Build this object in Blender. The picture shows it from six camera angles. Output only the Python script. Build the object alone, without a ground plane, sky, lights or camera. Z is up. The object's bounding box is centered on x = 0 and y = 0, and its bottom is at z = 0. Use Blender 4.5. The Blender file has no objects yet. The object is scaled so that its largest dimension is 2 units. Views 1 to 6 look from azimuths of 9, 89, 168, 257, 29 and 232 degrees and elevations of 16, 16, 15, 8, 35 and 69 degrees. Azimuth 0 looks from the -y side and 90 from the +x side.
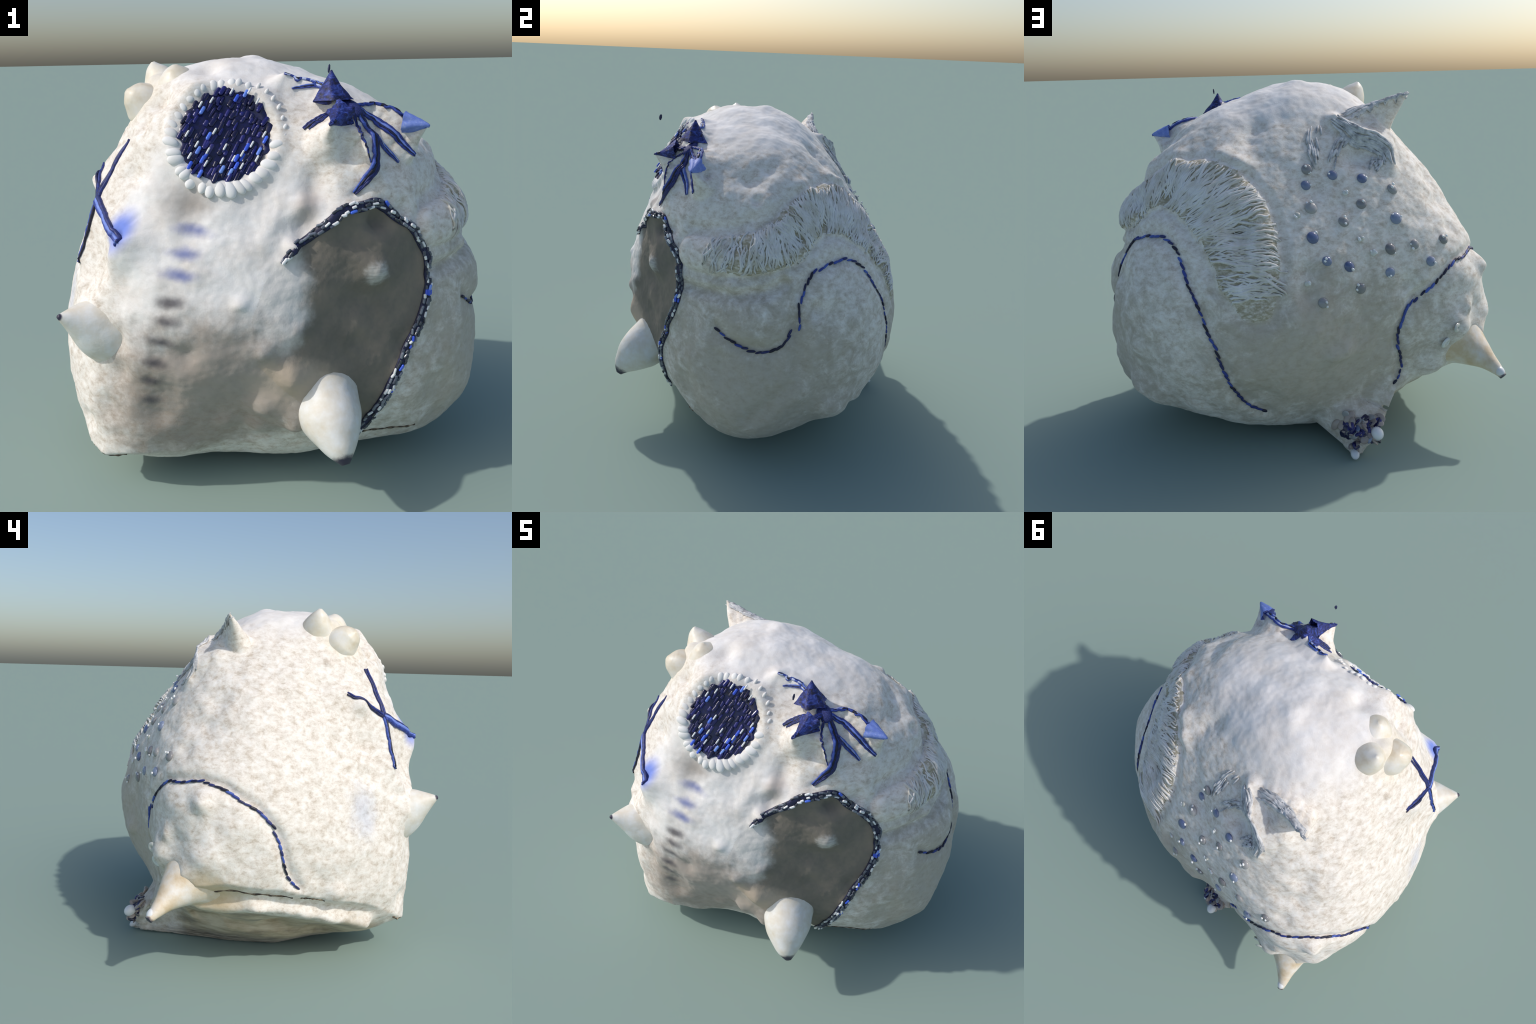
import bpy, bmesh, math, random
import numpy as np
from mathutils import Vector, Matrix
from mathutils.bvhtree import BVHTree
from mathutils import noise as mnoise

# =====================================================================
#  A stuffed, felted and embroidered white textile sculpture: a lumpy
#  egg of white felt with shell-like horns, a dark blue beaded disc, a
#  blue thread tassel, bead chains, stitched seams and a wool roll.
# =====================================================================
RNG = random.Random(11)
HEART = np.array([0.05, -0.03, 0.85])      # centre the cross-sections are drawn about

# Control radii of the felt egg: one ring per elevation (degrees), twenty
# stations round each ring, starting at the front (-y) and turning to +x.
SOUTH, NORTH = 0.94, 0.95
SECTIONS = {
    -72: [0.92, 0.92, 0.91, 0.91, 0.91, 0.93, 0.94, 0.94, 0.94, 0.95, 0.97, 0.98, 0.99, 0.99, 0.98, 0.96, 0.94, 0.93, 0.92, 0.92],
    -54: [0.84, 0.85, 0.86, 0.89, 0.98, 1.04, 0.98, 0.93, 0.94, 0.94, 0.93, 0.97, 1.00, 1.00, 1.00, 1.00, 1.00, 1.03, 0.95, 0.86],
    -36: [0.78, 0.77, 0.79, 0.88, 1.05, 1.14, 1.05, 1.01, 1.00, 0.93, 0.87, 0.88, 0.94, 1.01, 1.06, 1.07, 1.12, 1.22, 1.08, 0.87],
    -18: [0.77, 0.74, 0.74, 0.80, 0.92, 0.99, 1.02, 1.02, 0.95, 0.92, 0.87, 0.80, 0.89, 1.13, 1.16, 1.08, 1.05, 0.99, 0.92, 0.84],
    0: [0.76, 0.71, 0.69, 0.74, 0.82, 0.90, 0.96, 0.98, 0.88, 0.85, 0.82, 0.78, 0.89, 1.12, 1.10, 0.97, 0.92, 0.90, 0.89, 0.83],
    18: [0.72, 0.71, 0.74, 0.77, 0.82, 0.89, 0.87, 0.86, 0.82, 0.77, 0.75, 0.77, 0.87, 0.96, 0.96, 0.90, 0.86, 0.87, 0.85, 0.78],
    36: [0.72, 0.73, 0.83, 0.85, 0.84, 0.88, 0.87, 0.83, 0.79, 0.75, 0.72, 0.77, 0.86, 0.92, 0.93, 0.90, 0.89, 0.92, 0.91, 0.80],
    54: [0.83, 0.81, 0.85, 0.87, 0.89, 0.91, 0.89, 0.85, 0.80, 0.78, 0.78, 0.82, 0.87, 0.92, 0.93, 0.93, 0.96, 1.01, 1.03, 0.92],
    72: [0.94, 0.92, 0.91, 0.91, 0.90, 0.90, 0.89, 0.86, 0.85, 0.85, 0.87, 0.90, 0.93, 0.98, 1.01, 1.02, 1.01, 1.01, 0.99, 0.97],
}
STATIONS = 20
RINGS = [[SOUTH] * STATIONS] + [SECTIONS[e] for e in sorted(SECTIONS)] + [[NORTH] * STATIONS]
RINGS = np.array(RINGS)


def spline_weights(t):
    return np.stack([(1 - t) ** 3 / 6, (3 * t ** 3 - 6 * t ** 2 + 4) / 6,
                     (-3 * t ** 3 + 3 * t ** 2 + 3 * t + 1) / 6, t ** 3 / 6], -1)


def loft_radius(d):
    """Radius of the lofted egg along unit directions d (cubic B-spline both ways)."""
    half = STATIONS // 2
    over = [np.roll(RINGS[k], half) for k in (2, 1)]
    top = [np.roll(RINGS[-k], half) for k in (2, 3)]
    table = np.vstack([over, RINGS, top])
    az = np.arctan2(d[:, 0], -d[:, 1]) % (2 * math.pi)
    el = np.arcsin(np.clip(d[:, 2], -1, 1))
    r = loft_at(table, az, el)
    # iron out the pole: keep its tilt, drop the saddle
    even = 0.5 * (r + loft_at(table, (az + math.pi) % (2 * math.pi), el))
    ring = loft_at(np.repeat(table.mean(1)[:, None], STATIONS, 1), az, el)
    w = smooth((np.abs(el) - math.radians(66)) / math.radians(18))
    return r - w * (even - ring)


def loft_at(table, az, el):
    fa = az / (2 * math.pi) * STATIONS
    fe = (el / math.pi + 0.5) * (len(RINGS) - 1)
    ia = np.floor(fa).astype(int)
    ie = np.minimum(np.floor(fe).astype(int), len(RINGS) - 2)
    wa, we = spline_weights(fa - ia), spline_weights(fe - ie)
    r = np.zeros(len(az))
    for a in range(4):
        for b in range(4):
            r += we[:, a] * wa[:, b] * table[ie + 1 + a, (ia - 1 + b) % STATIONS]
    return r


def smooth(x):
    x = np.clip(x, 0, 1)
    return x * x * (3 - 2 * x)


def pull(v, foot, tip, radius, power=2.0):
    """Draw the felt out from foot towards tip, like a pinched tent."""
    foot, tip = np.array(foot), np.array(tip)
    d = np.linalg.norm(v - foot, axis=1)
    w = np.clip(1 - d / radius, 0, 1) ** power
    return v + (tip - foot) * w[:, None]


def lump(v, spot, height, radius, n):
    """Raise (or dent) a soft round lump along the outward direction n."""
    d = np.linalg.norm(v - np.array(spot), axis=1)
    w = np.exp(-(d / radius) ** 2)
    return v + n * (height * w)[:, None]


def path_distance(v, pts):
    best = np.full(len(v), 9.0)
    where = np.zeros(len(v))
    pts = np.array(pts)
    for k in range(len(pts) - 1):
        a, b = pts[k], pts[k + 1]
        ab = b - a
        t = np.clip(((v - a) @ ab) / max(ab @ ab, 1e-12), 0, 1)
        d = np.linalg.norm(v - a - t[:, None] * ab, axis=1)
        hit = d < best
        best[hit] = d[hit]
        where[hit] = (k + t[hit]) / (len(pts) - 1)
    return best, where


def drape(v, crest, width, power=1.6, samples=24):
    """Draw the felt up (or out) to a crest line, falling off to both sides."""
    crest = np.array(crest, float)
    t = np.linspace(0, len(crest) - 1, samples)
    k = np.minimum(t.astype(int), len(crest) - 2)
    f = (t - k)[:, None]
    line = crest[k] * (1 - f) + crest[k + 1] * f
    foot = np.array([v[np.argmin(((v - q) ** 2).sum(1))] for q in line])
    shift = line - foot
    best, where = path_distance(v, foot)
    at = np.linspace(0, 1, samples)
    move = np.stack([np.interp(where, at, shift[:, c]) for c in range(3)], 1)
    w = np.clip(1 - best / width, 0, 1) ** power
    return v + move * w[:, None]


def shove(v, path, by, width):
    d, _ = path_distance(v, path)
    return v + np.array(by) * np.exp(-(d / width) ** 2)[:, None]


def groove(v, n, path, depth, width):
    d, _ = path_distance(v, path)
    return v - n * (depth * np.exp(-(d / width) ** 2))[:, None]


# ---- lines drawn on the felt (used for the relief and for the threads) ----
ROLL = [(0.732, -0.361, 1.133), (0.812, -0.232, 1.135), (0.855, -0.102, 1.155), (0.862, 0.024, 1.184),
        (0.824, 0.120, 1.228), (0.785, 0.180, 1.290), (0.744, 0.220, 1.325), (0.665, 0.290, 1.355),
        (0.566, 0.390, 1.350), (0.474, 0.492, 1.293), (0.400, 0.588, 1.199), (0.373, 0.668, 1.078),
        (0.358, 0.730, 0.956), (0.337, 0.765, 0.860)]
ROLL_HALF = [0.085, 0.095, 0.105, 0.11, 0.12, 0.12, 0.12, 0.13, 0.16, 0.185, 0.185, 0.17, 0.15, 0.10]
CHAIN = [(0.167, -0.708, 1.069), (0.236, -0.667, 1.141), (0.320, -0.636, 1.192), (0.379, -0.608, 1.243),
         (0.427, -0.592, 1.250), (0.519, -0.545, 1.255), (0.603, -0.493, 1.189), (0.658, -0.452, 1.127),
         (0.702, -0.419, 1.053), (0.724, -0.416, 0.928), (0.715, -0.442, 0.825), (0.680, -0.478, 0.724),
         (0.643, -0.507, 0.635), (0.587, -0.527, 0.511), (0.538, -0.519, 0.400), (0.440, -0.490, 0.260)]
SERPENTINE = [(0.905, -0.212, 0.783), (0.953, -0.119, 0.728), (0.982, -0.022, 0.706), (0.991, 0.074, 0.717),
              (0.983, 0.151, 0.777), (0.969, 0.188, 0.841), (0.932, 0.200, 0.963), (0.866, 0.253, 1.077),
              (0.835, 0.300, 1.100), (0.766, 0.391, 1.126), (0.702, 0.476, 1.112), (0.660, 0.561, 1.043),
              (0.628, 0.635, 0.937), (0.594, 0.683, 0.841), (0.559, 0.719, 0.725), (0.522, 0.736, 0.616),
              (0.496, 0.735, 0.533), (0.453, 0.721, 0.431), (0.374, 0.685, 0.320), (0.291, 0.654, 0.258)]
SEAM = [(-0.380, 0.609, 0.322), (-0.417, 0.623, 0.374), (-0.402, 0.657, 0.461), (-0.371, 0.687, 0.563),
        (-0.380, 0.702, 0.652), (-0.434, 0.708, 0.765), (-0.538, 0.695, 0.833), (-0.681, 0.637, 0.937),
        (-0.763, 0.585, 0.950), (-0.852, 0.484, 0.967), (-0.914, 0.389, 0.938), (-0.951, 0.320, 0.892),
        (-0.972, 0.248, 0.850), (-0.988, 0.189, 0.784), (-0.996, 0.143, 0.701), (-0.994, 0.116, 0.600),
        (-0.979, 0.085, 0.517), (-0.963, 0.048, 0.471)]
FOLD = [(0.74, -0.39, 0.950), (0.865, -0.227, 0.955), (0.917, -0.096, 0.965), (0.929, 0.030, 0.990), (0.915, 0.120, 1.045)]
LEDGE = [(0.69, -0.36, 1.255), (0.74, -0.25, 1.265), (0.775, -0.14, 1.275), (0.785, -0.06, 1.32)]
CLEFT = [(0.969, 0.188, 0.841), (0.986, 0.212, 0.676), (0.985, 0.194, 0.551), (0.988, 0.085, 0.441), (0.962, -0.042, 0.311)]
DISC = (-0.069, -0.563, 1.528)
TENT_HUB = (-0.623, -0.487, 1.249)
TENT_ARMS = [[TENT_HUB, (-0.565, -0.60, 1.205), (-0.474, -0.753, 1.143)],
             [TENT_HUB, (-0.560, -0.462, 1.370), (-0.501, -0.433, 1.494)],
             [TENT_HUB, (-0.655, -0.380, 1.310), (-0.672, -0.267, 1.367)],
             [TENT_HUB, (-0.680, -0.510, 1.120), (-0.713, -0.522, 0.992)]]
ARMS = {
    "long_right": [(0.408, -0.381, 1.613), (0.449, -0.355, 1.616), (0.486, -0.335, 1.618), (0.562, -0.337, 1.597), (0.618, -0.343, 1.565), (0.701, -0.362, 1.534)],
    "right": [(0.415, -0.39, 1.60), (0.458, -0.372, 1.572), (0.493, -0.360, 1.553), (0.562, -0.372, 1.512), (0.598, -0.362, 1.470), (0.655, -0.354, 1.416)],
    "low_right": [(0.425, -0.41, 1.59), (0.464, -0.426, 1.550), (0.488, -0.428, 1.512), (0.541, -0.408, 1.457), (0.599, -0.402, 1.401)],
    "long_down": [(0.408, -0.395, 1.605), (0.450, -0.417, 1.545), (0.480, -0.455, 1.470), (0.496, -0.505, 1.405), (0.472, -0.525, 1.359), (0.418, -0.553, 1.297)],
    "beak": [(0.400, -0.410, 1.605), (0.375, -0.470, 1.600), (0.331, -0.594, 1.559)],
    "inner": [(0.410, -0.415, 1.595), (0.437, -0.505, 1.536), (0.465, -0.525, 1.464), (0.480, -0.525, 1.41)],
    "left_up": [(0.33, -0.37, 1.665), (0.269, -0.352, 1.694), (0.195, -0.350, 1.718), (0.136, -0.356, 1.742)],
    "left_flat": [(0.33, -0.375, 1.660), (0.271, -0.355, 1.688), (0.171, -0.390, 1.687)],
    "left_low": [(0.325, -0.42, 1.60), (0.300, -0.435, 1.585), (0.219, -0.470, 1.531)],
    "left_lowest": [(0.325, -0.43, 1.59), (0.301, -0.455, 1.570), (0.247, -0.480, 1.527)],
}
PEAK = (0.321, -0.375, 1.750)
BEAK = (0.331, -0.592, 1.558)
HOOK = (-0.552, 0.314, 1.740)
NEST_BAND = [(-0.150, 0.345, 1.625), (-0.193, 0.374, 1.590), (-0.254, 0.410, 1.548), (-0.324, 0.425, 1.524),
             (-0.385, 0.442, 1.468), (-0.390, 0.485, 1.400)]
NEST_HOOK = [(-0.210, 0.335, 1.628), (-0.300, 0.315, 1.665), (-0.410, 0.305, 1.700), HOOK]
FOOT_EDGE = [(-0.132, 0.758, 0.003), (-0.28, 0.49, 0.002), (-0.40, 0.26, 0.002), (-0.48, 0.02, 0.002), (-0.42, -0.22, 0.01)]
RIM = [(-0.62, -0.655, 0.17), (-0.70, -0.60, 0.20), (-0.835, -0.412, 0.300), (-0.898, -0.262, 0.362), (-0.945, -0.046, 0.405),
       (-0.972, 0.062, 0.452), (-0.975, 0.20, 0.475), (-0.965, 0.373, 0.50), (-0.885, 0.500, 0.480)]
LIP = [(-0.70, 0.52, 0.37), (-0.83, 0.25, 0.37), (-0.83, 0.05, 0.33), (-0.79, -0.15, 0.285), (-0.72, -0.35, 0.22)]
HOLLOW = [(-0.55, 0.42, 0.18), (-0.65, 0.33, 0.19), (-0.72, 0.05, 0.19), (-0.66, -0.20, 0.15)]
FRONT_LIP = [(-0.70, -0.60, 0.20), (-0.62, -0.655, 0.17), (-0.524, -0.685, 0.20), (-0.418, -0.69, 0.205), (-0.267, -0.65, 0.215)]


# sculpting strokes: (where, how far out, how wide)
STROKES = [
    ((-0.33, -0.77, 0.49), -0.038, 0.11), ((-0.69, 0.64, 0.60), 0.047, 0.08), ((0.80, 0.42, 0.34), 0.031, 0.11),
    ((-0.67, -0.62, 0.80), 0.065, 0.10), ((0.26, -0.66, 0.52), 0.025, 0.12), ((0.53, -0.55, 1.22), -0.056, 0.06),
    ((0.82, -0.35, 0.39), -0.027, 0.10), ((0.84, 0.18, 1.26), -0.044, 0.06), ((0.70, 0.35, 1.31), -0.044, 0.06),
    ((0.97, 0.20, 0.52), 0.023, 0.10), ((0.34, 0.71, 0.37), -0.025, 0.09), ((-0.42, 0.37, 1.53), 0.043, 0.08),
    ((-0.04, -0.55, 1.49), -0.017, 0.13), ((-0.36, -0.45, 1.65), -0.055, 0.05), ((-0.62, 0.64, 0.50), 0.036, 0.06),
    ((0.93, 0.37, 0.87), -0.025, 0.08), ((0.66, -0.08, 1.49), -0.024, 0.08), ((0.40, 0.36, 1.46), 0.032, 0.06),
    ((-0.36, -0.74, 0.40), -0.032, 0.06), ((0.88, 0.37, 0.37), 0.032, 0.06), ((0.39, 0.63, 1.17), -0.040, 0.06),
    ((-0.93, -0.16, 0.43), 0.037, 0.05), ((0.87, -0.14, 1.22), -0.036, 0.05), ((0.05, -0.62, 0.35), 0.030, 0.06),
    ((-0.42, -0.49, 1.58), -0.036, 0.05), ((0.71, 0.62, 0.56), 0.021, 0.08), ((-0.65, 0.33, 0.19), -0.028, 0.06),
    ((-0.75, 0.05, 0.19), -0.028, 0.06), ((-0.51, -0.74, 0.59), -0.028, 0.06), ((0.62, -0.48, 1.22), -0.033, 0.05),
    ((-0.52, 0.22, 1.63), -0.041, 0.04), ((-0.69, 0.44, 1.21), -0.018, 0.09), ((0.07, -0.69, 0.46), 0.039, 0.06),
    ((0.96, 0.10, 0.44), 0.018, 0.09), ((-0.57, -0.71, 0.42), -0.026, 0.06), ((0.87, 0.49, 0.59), 0.022, 0.07),
    ((0.20, -0.67, 1.12), 0.038, 0.04), ((-0.49, -0.73, 1.16), -0.038, 0.04), ((0.58, 0.50, 1.25), -0.025, 0.06),
    ((-0.89, 0.49, 0.87), 0.040, 0.05), ((-0.43, -0.25, 1.71), 0.039, 0.06), ((-0.21, -0.81, 0.70), -0.029, 0.05),
    ((-0.09, 0.76, 0.58), 0.029, 0.05), ((0.23, 0.28, 1.60), -0.024, 0.06), ((0.44, -0.59, 0.79), 0.020, 0.07),
    ((0.63, -0.31, 1.53), -0.050, 0.04), ((0.24, -0.61, 1.25), 0.036, 0.05), ((0.61, 0.21, 1.46), 0.027, 0.05),
    ((-0.79, -0.15, 0.29), 0.027, 0.05), ((-0.71, -0.60, 0.31), -0.027, 0.05), ((-0.36, 0.33, 1.59), 0.033, 0.04),
    ((0.30, -0.57, 1.51), -0.033, 0.04), ((-0.66, -0.65, 0.70), 0.032, 0.04), ((0.01, 0.56, 1.32), -0.018, 0.07),
    ((0.48, -0.43, 1.48), 0.025, 0.05), ((-0.51, -0.73, 0.73), -0.025, 0.05), ((0.19, -0.64, 0.38), 0.025, 0.05),
    ((-0.18, -0.32, 1.77), -0.031, 0.05), ((0.84, 0.11, 1.07), 0.024, 0.05), ((-0.19, -0.49, 1.69), 0.020, 0.06),
    ((0.81, -0.28, 0.24), -0.020, 0.06), ((-0.04, 0.00, 1.80), 0.017, 0.07), ((-0.02, 0.77, 0.56), 0.023, 0.05),
    ((-0.72, 0.51, 0.38), 0.023, 0.05), ((-0.83, 0.25, 0.38), 0.023, 0.05), ((0.09, 0.75, 0.97), -0.019, 0.06),
    ((0.85, -0.13, 1.01), 0.037, 0.04), ((0.74, -0.01, 1.41), 0.022, 0.05), ((-0.44, -0.58, 1.38), -0.027, 0.06),
    ((-0.19, -0.71, 1.19), -0.018, 0.06), ((0.09, -0.39, 1.67), 0.026, 0.06), ((0.60, 0.03, 1.55), -0.018, 0.06),
    ((-0.64, 0.39, 1.32), -0.018, 0.06), ((0.10, 0.78, 0.88), -0.021, 0.05), ((-0.41, 0.71, 0.86), -0.021, 0.05),
    ((-0.69, -0.56, 0.90), 0.026, 0.04), ((-0.51, -0.42, 1.50), -0.017, 0.06), ((0.43, -0.61, 1.14), -0.017, 0.06),
    ((-0.48, 0.69, 0.79), -0.025, 0.04), ((-0.68, -0.34, 1.30), 0.037, 0.04), ((-0.73, -0.34, 1.11), -0.020, 0.05),
    ((-0.08, -0.65, 0.37), 0.020, 0.05), ((-0.05, -0.45, 1.67), 0.020, 0.05), ((-0.78, -0.17, 1.14), -0.016, 0.06),
    ((-0.75, 0.64, 0.70), 0.024, 0.04), ((-0.30, -0.80, 0.71), -0.016, 0.06), ((0.33, 0.43, 1.44), 0.040, 0.05),
    ((0.93, 0.28, 0.92), -0.019, 0.05), ((0.27, 0.33, 1.55), -0.023, 0.04), ((-0.61, 0.50, 1.24), -0.013, 0.07),
    ((-0.66, -0.11, 1.41), -0.018, 0.05), ((0.75, -0.03, 1.42), -0.030, 0.03), ((0.64, -0.51, 0.67), -0.018, 0.05),
    ((0.61, 0.56, 0.29), 0.018, 0.05), ((-0.79, -0.35, 0.96), -0.018, 0.05), ((-0.70, 0.55, 1.09), -0.017, 0.05),
]


def build_body_vertices():
    bm = bmesh.new()
    bmesh.ops.create_icosphere(bm, subdivisions=8, radius=1.0)
    d = np.array([v.co[:] for v in bm.verts])
    faces = [[v.index for v in f.verts] for f in bm.faces]
    bm.free()
    d /= np.linalg.norm(d, axis=1)[:, None]
    v = HEART + d * (loft_radius(d) - 0.006)[:, None]
    v = shape_features(v, d)
    # the egg sits on a flattened foot
    floor = 0.004
    low = v[:, 2] < 0.16
    t = np.clip((0.16 - v[low, 2]) / 0.27, 0, None)
    v[low, 2] = 0.16 - (0.16 - floor) * np.minimum(1.0, np.tanh(1.35 * t) / math.tanh(1.35))
    v = shove(v, LIP, (-0.085, -0.02, -0.02), 0.06)
    v = shove(v, HOLLOW, (0.11, 0.02, 0.01), 0.085)
    v = drape(v, FOOT_EDGE, 0.15, 1.2, 40)
    v = drape(v, [(-0.132, 0.758, 0.005), (-0.20, 0.72, 0.06), (-0.236, 0.785, 0.138)], 0.18, 1.3)
    v = drape(v, [(-0.225, 0.745, 0.07), (-0.30, 0.70, 0.17), (-0.385, 0.635, 0.29)], 0.11, 1.2)
    v[:, 2] = np.maximum(v[:, 2], 0.0005 + 0.004 * np.sin(23 * v[:, 0]) ** 2)
    return v, faces


def shape_features(v, d):
    n = d
    # lobes of the right flank, the folds and stitched valleys between them
    v = lump(v, (0.946, -0.044, 0.860), 0.034, 0.11, n)
    v = lump(v, (0.900, 0.410, 0.880), 0.018, 0.17, n)
    v = groove(v, n, FOLD, 0.045, 0.030)
    v = groove(v, n, LEDGE, 0.022, 0.030)
    v = groove(v, n, SERPENTINE, 0.020, 0.038)
    v = groove(v, n, CLEFT, 0.030, 0.05)
    v = groove(v, n, SEAM, 0.020, 0.032)
    # the wool roll
    dist, where = path_distance(v, ROLL)
    half = np.interp(where, np.linspace(0, 1, len(ROLL_HALF)), ROLL_HALF)
    high = np.interp(where, [0, 0.1, 0.32, 0.42, 0.9, 1], [0.03, 0.045, 0.03, 0.012, 0.012, 0.0])
    x = np.clip(dist / half, 0, 1)
    v = v + n * (high * np.sqrt(1 - x ** 2) - 0.012 * np.exp(-((dist - half * 1.05) / 0.03) ** 2))[:, None]
    # bead disc: dished, with a raised rim
    r = np.linalg.norm(v - np.array(DISC), axis=1)
    v = v + n * (-0.02 * smooth((0.20 - r) / 0.08) + 0.018 * np.exp(-((r - 0.215) / 0.03) ** 2))[:, None]
    v = lump(v, (-0.198, -0.682, 1.282), -0.025, 0.08, n)
    v = groove(v, n, [(0.275, -0.57, 1.37), (0.255, -0.63, 1.24), (0.22, -0.66, 1.15)], 0.03, 0.05)
    v = groove(v, n, [(0.19, -0.60, 1.42), (0.15, -0.66, 1.26), (0.10, -0.71, 1.15)], -0.016, 0.04)
    # hollow tan panel with its own knot, and the ridge under the chain
    v = lump(v, (0.46, -0.62, 0.83), -0.04, 0.20, n)
    v = lump(v, (0.507, -0.585, 0.985), 0.05, 0.06, n)
    v = groove(v, n, CHAIN, -0.012, 0.03)
    # pimples and knuckles above the front horn
    for spot, h, w in [((0.016, -0.786, 0.918), 0.016, 0.030), ((0.230, -0.736, 0.796), 0.018, 0.040),
                       ((0.097, -0.778, 0.721), 0.022, 0.040), ((0.200, -0.729, 0.610), 0.045, 0.065),
                       ((0.10, -0.729, 0.50), 0.02, 0.06), ((-0.17, -0.77, 1.05), 0.012, 0.05),
                       ((-0.33, -0.74, 1.00), 0.018, 0.06), ((-0.577, -0.199, 1.502), 0.012, 0.025)]:
        v = lump(v, spot, h, w, n)
    # bottom front is tucked in between the lip and the horn
    v = lump(v, (-0.08, -0.78, 0.36), -0.06, 0.22, n)
    # tent with the crossing threads
    for arm, wide in zip(TENT_ARMS, (0.17, 0.12, 0.12, 0.12)):
        v = drape(v, arm, wide, 1.5)
    v = groove(v, n, [(-0.50, -0.70, 1.06), (-0.56, -0.69, 0.93), (-0.62, -0.655, 0.80)], -0.02, 0.05)
    # tassel
    for key, wide in [("long_right", 0.085), ("right", 0.075), ("long_down", 0.08), ("beak", 0.10), ("inner", 0.06), ("left_up", 0.07)]:
        v = drape(v, ARMS[key], wide, 1.5)
    v = pull(v, (0.325, -0.375, 1.655), (0.322, -0.378, 1.715), 0.08, 1.6)
    # nest on the back: pocket, woven band and hook
    v = lump(v, (-0.245, 0.475, 1.465), -0.05, 0.075, n)
    v = drape(v, [tuple(np.array(p) + 0.03 * (np.array(p) - HEART) / np.linalg.norm(np.array(p) - HEART)) for p in NEST_BAND], 0.07, 1.2)
    v = drape(v, NEST_HOOK, 0.065, 1.2)
    # cream shell cluster sits on a swelling
    v = lump(v, (-0.40, -0.28, 1.64), 0.02, 0.14, n)
    # ragged rim along the underside
    v = drape(v, RIM, 0.10, 1.5, 40)
    v = drape(v, FRONT_LIP, 0.09, 1.5)
    v = groove(v, n, [(-0.80, -0.35, 0.20), (-0.88, 0.0, 0.30), (-0.88, 0.30, 0.33)], 0.06, 0.10)
    v = pull(v, (-0.60, 0.62, 0.38), (-0.63, 0.685, 0.329), 0.14, 1.3)
    for spot, height, wide in STROKES:
        v = lump(v, spot, height, wide, n)
    v = lump(v, (-0.93, 0.47, 0.60), 0.045, 0.08, n)
    v = lump(v, (0.80, 0.42, 0.30), 0.03, 0.12, n)
    v = lump(v, (0.95, -0.05, 0.30), 0.018, 0.10, n)
    v = lump(v, (-0.68, 0.65, 0.60), 0.03, 0.07, n)
    v = lump(v, (0.20, -0.69, 0.41), 0.06, 0.085, n)
    v = pull(v, (-0.84, 0.54, 0.53), (-0.885, 0.59, 0.52), 0.17, 1.5)
    # general felt unevenness
    big = np.array([mnoise.noise(Vector(p) * 6.0) for p in v])
    mid = np.array([mnoise.noise(Vector(p) * 15.0) for p in v])
    fine = np.array([mnoise.noise(Vector(p) * 42.0) for p in v])
    return v + n * (0.010 * big + 0.005 * mid + 0.0018 * fine)[:, None]


def body_mesh():
    v, f = build_body_vertices()
    me = bpy.data.meshes.new("felt_body")
    me.from_pydata(v.tolist(), [], f)
    me.update()
    me.polygons.foreach_set("use_smooth", [True] * len(me.polygons))
    return me, v, f


BODY_MESH, BODY_V, BODY_F = body_mesh()
BVH = BVHTree.FromPolygons([Vector(p) for p in BODY_V], BODY_F)
# ---------------------------- END BODY -------------------------------


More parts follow.
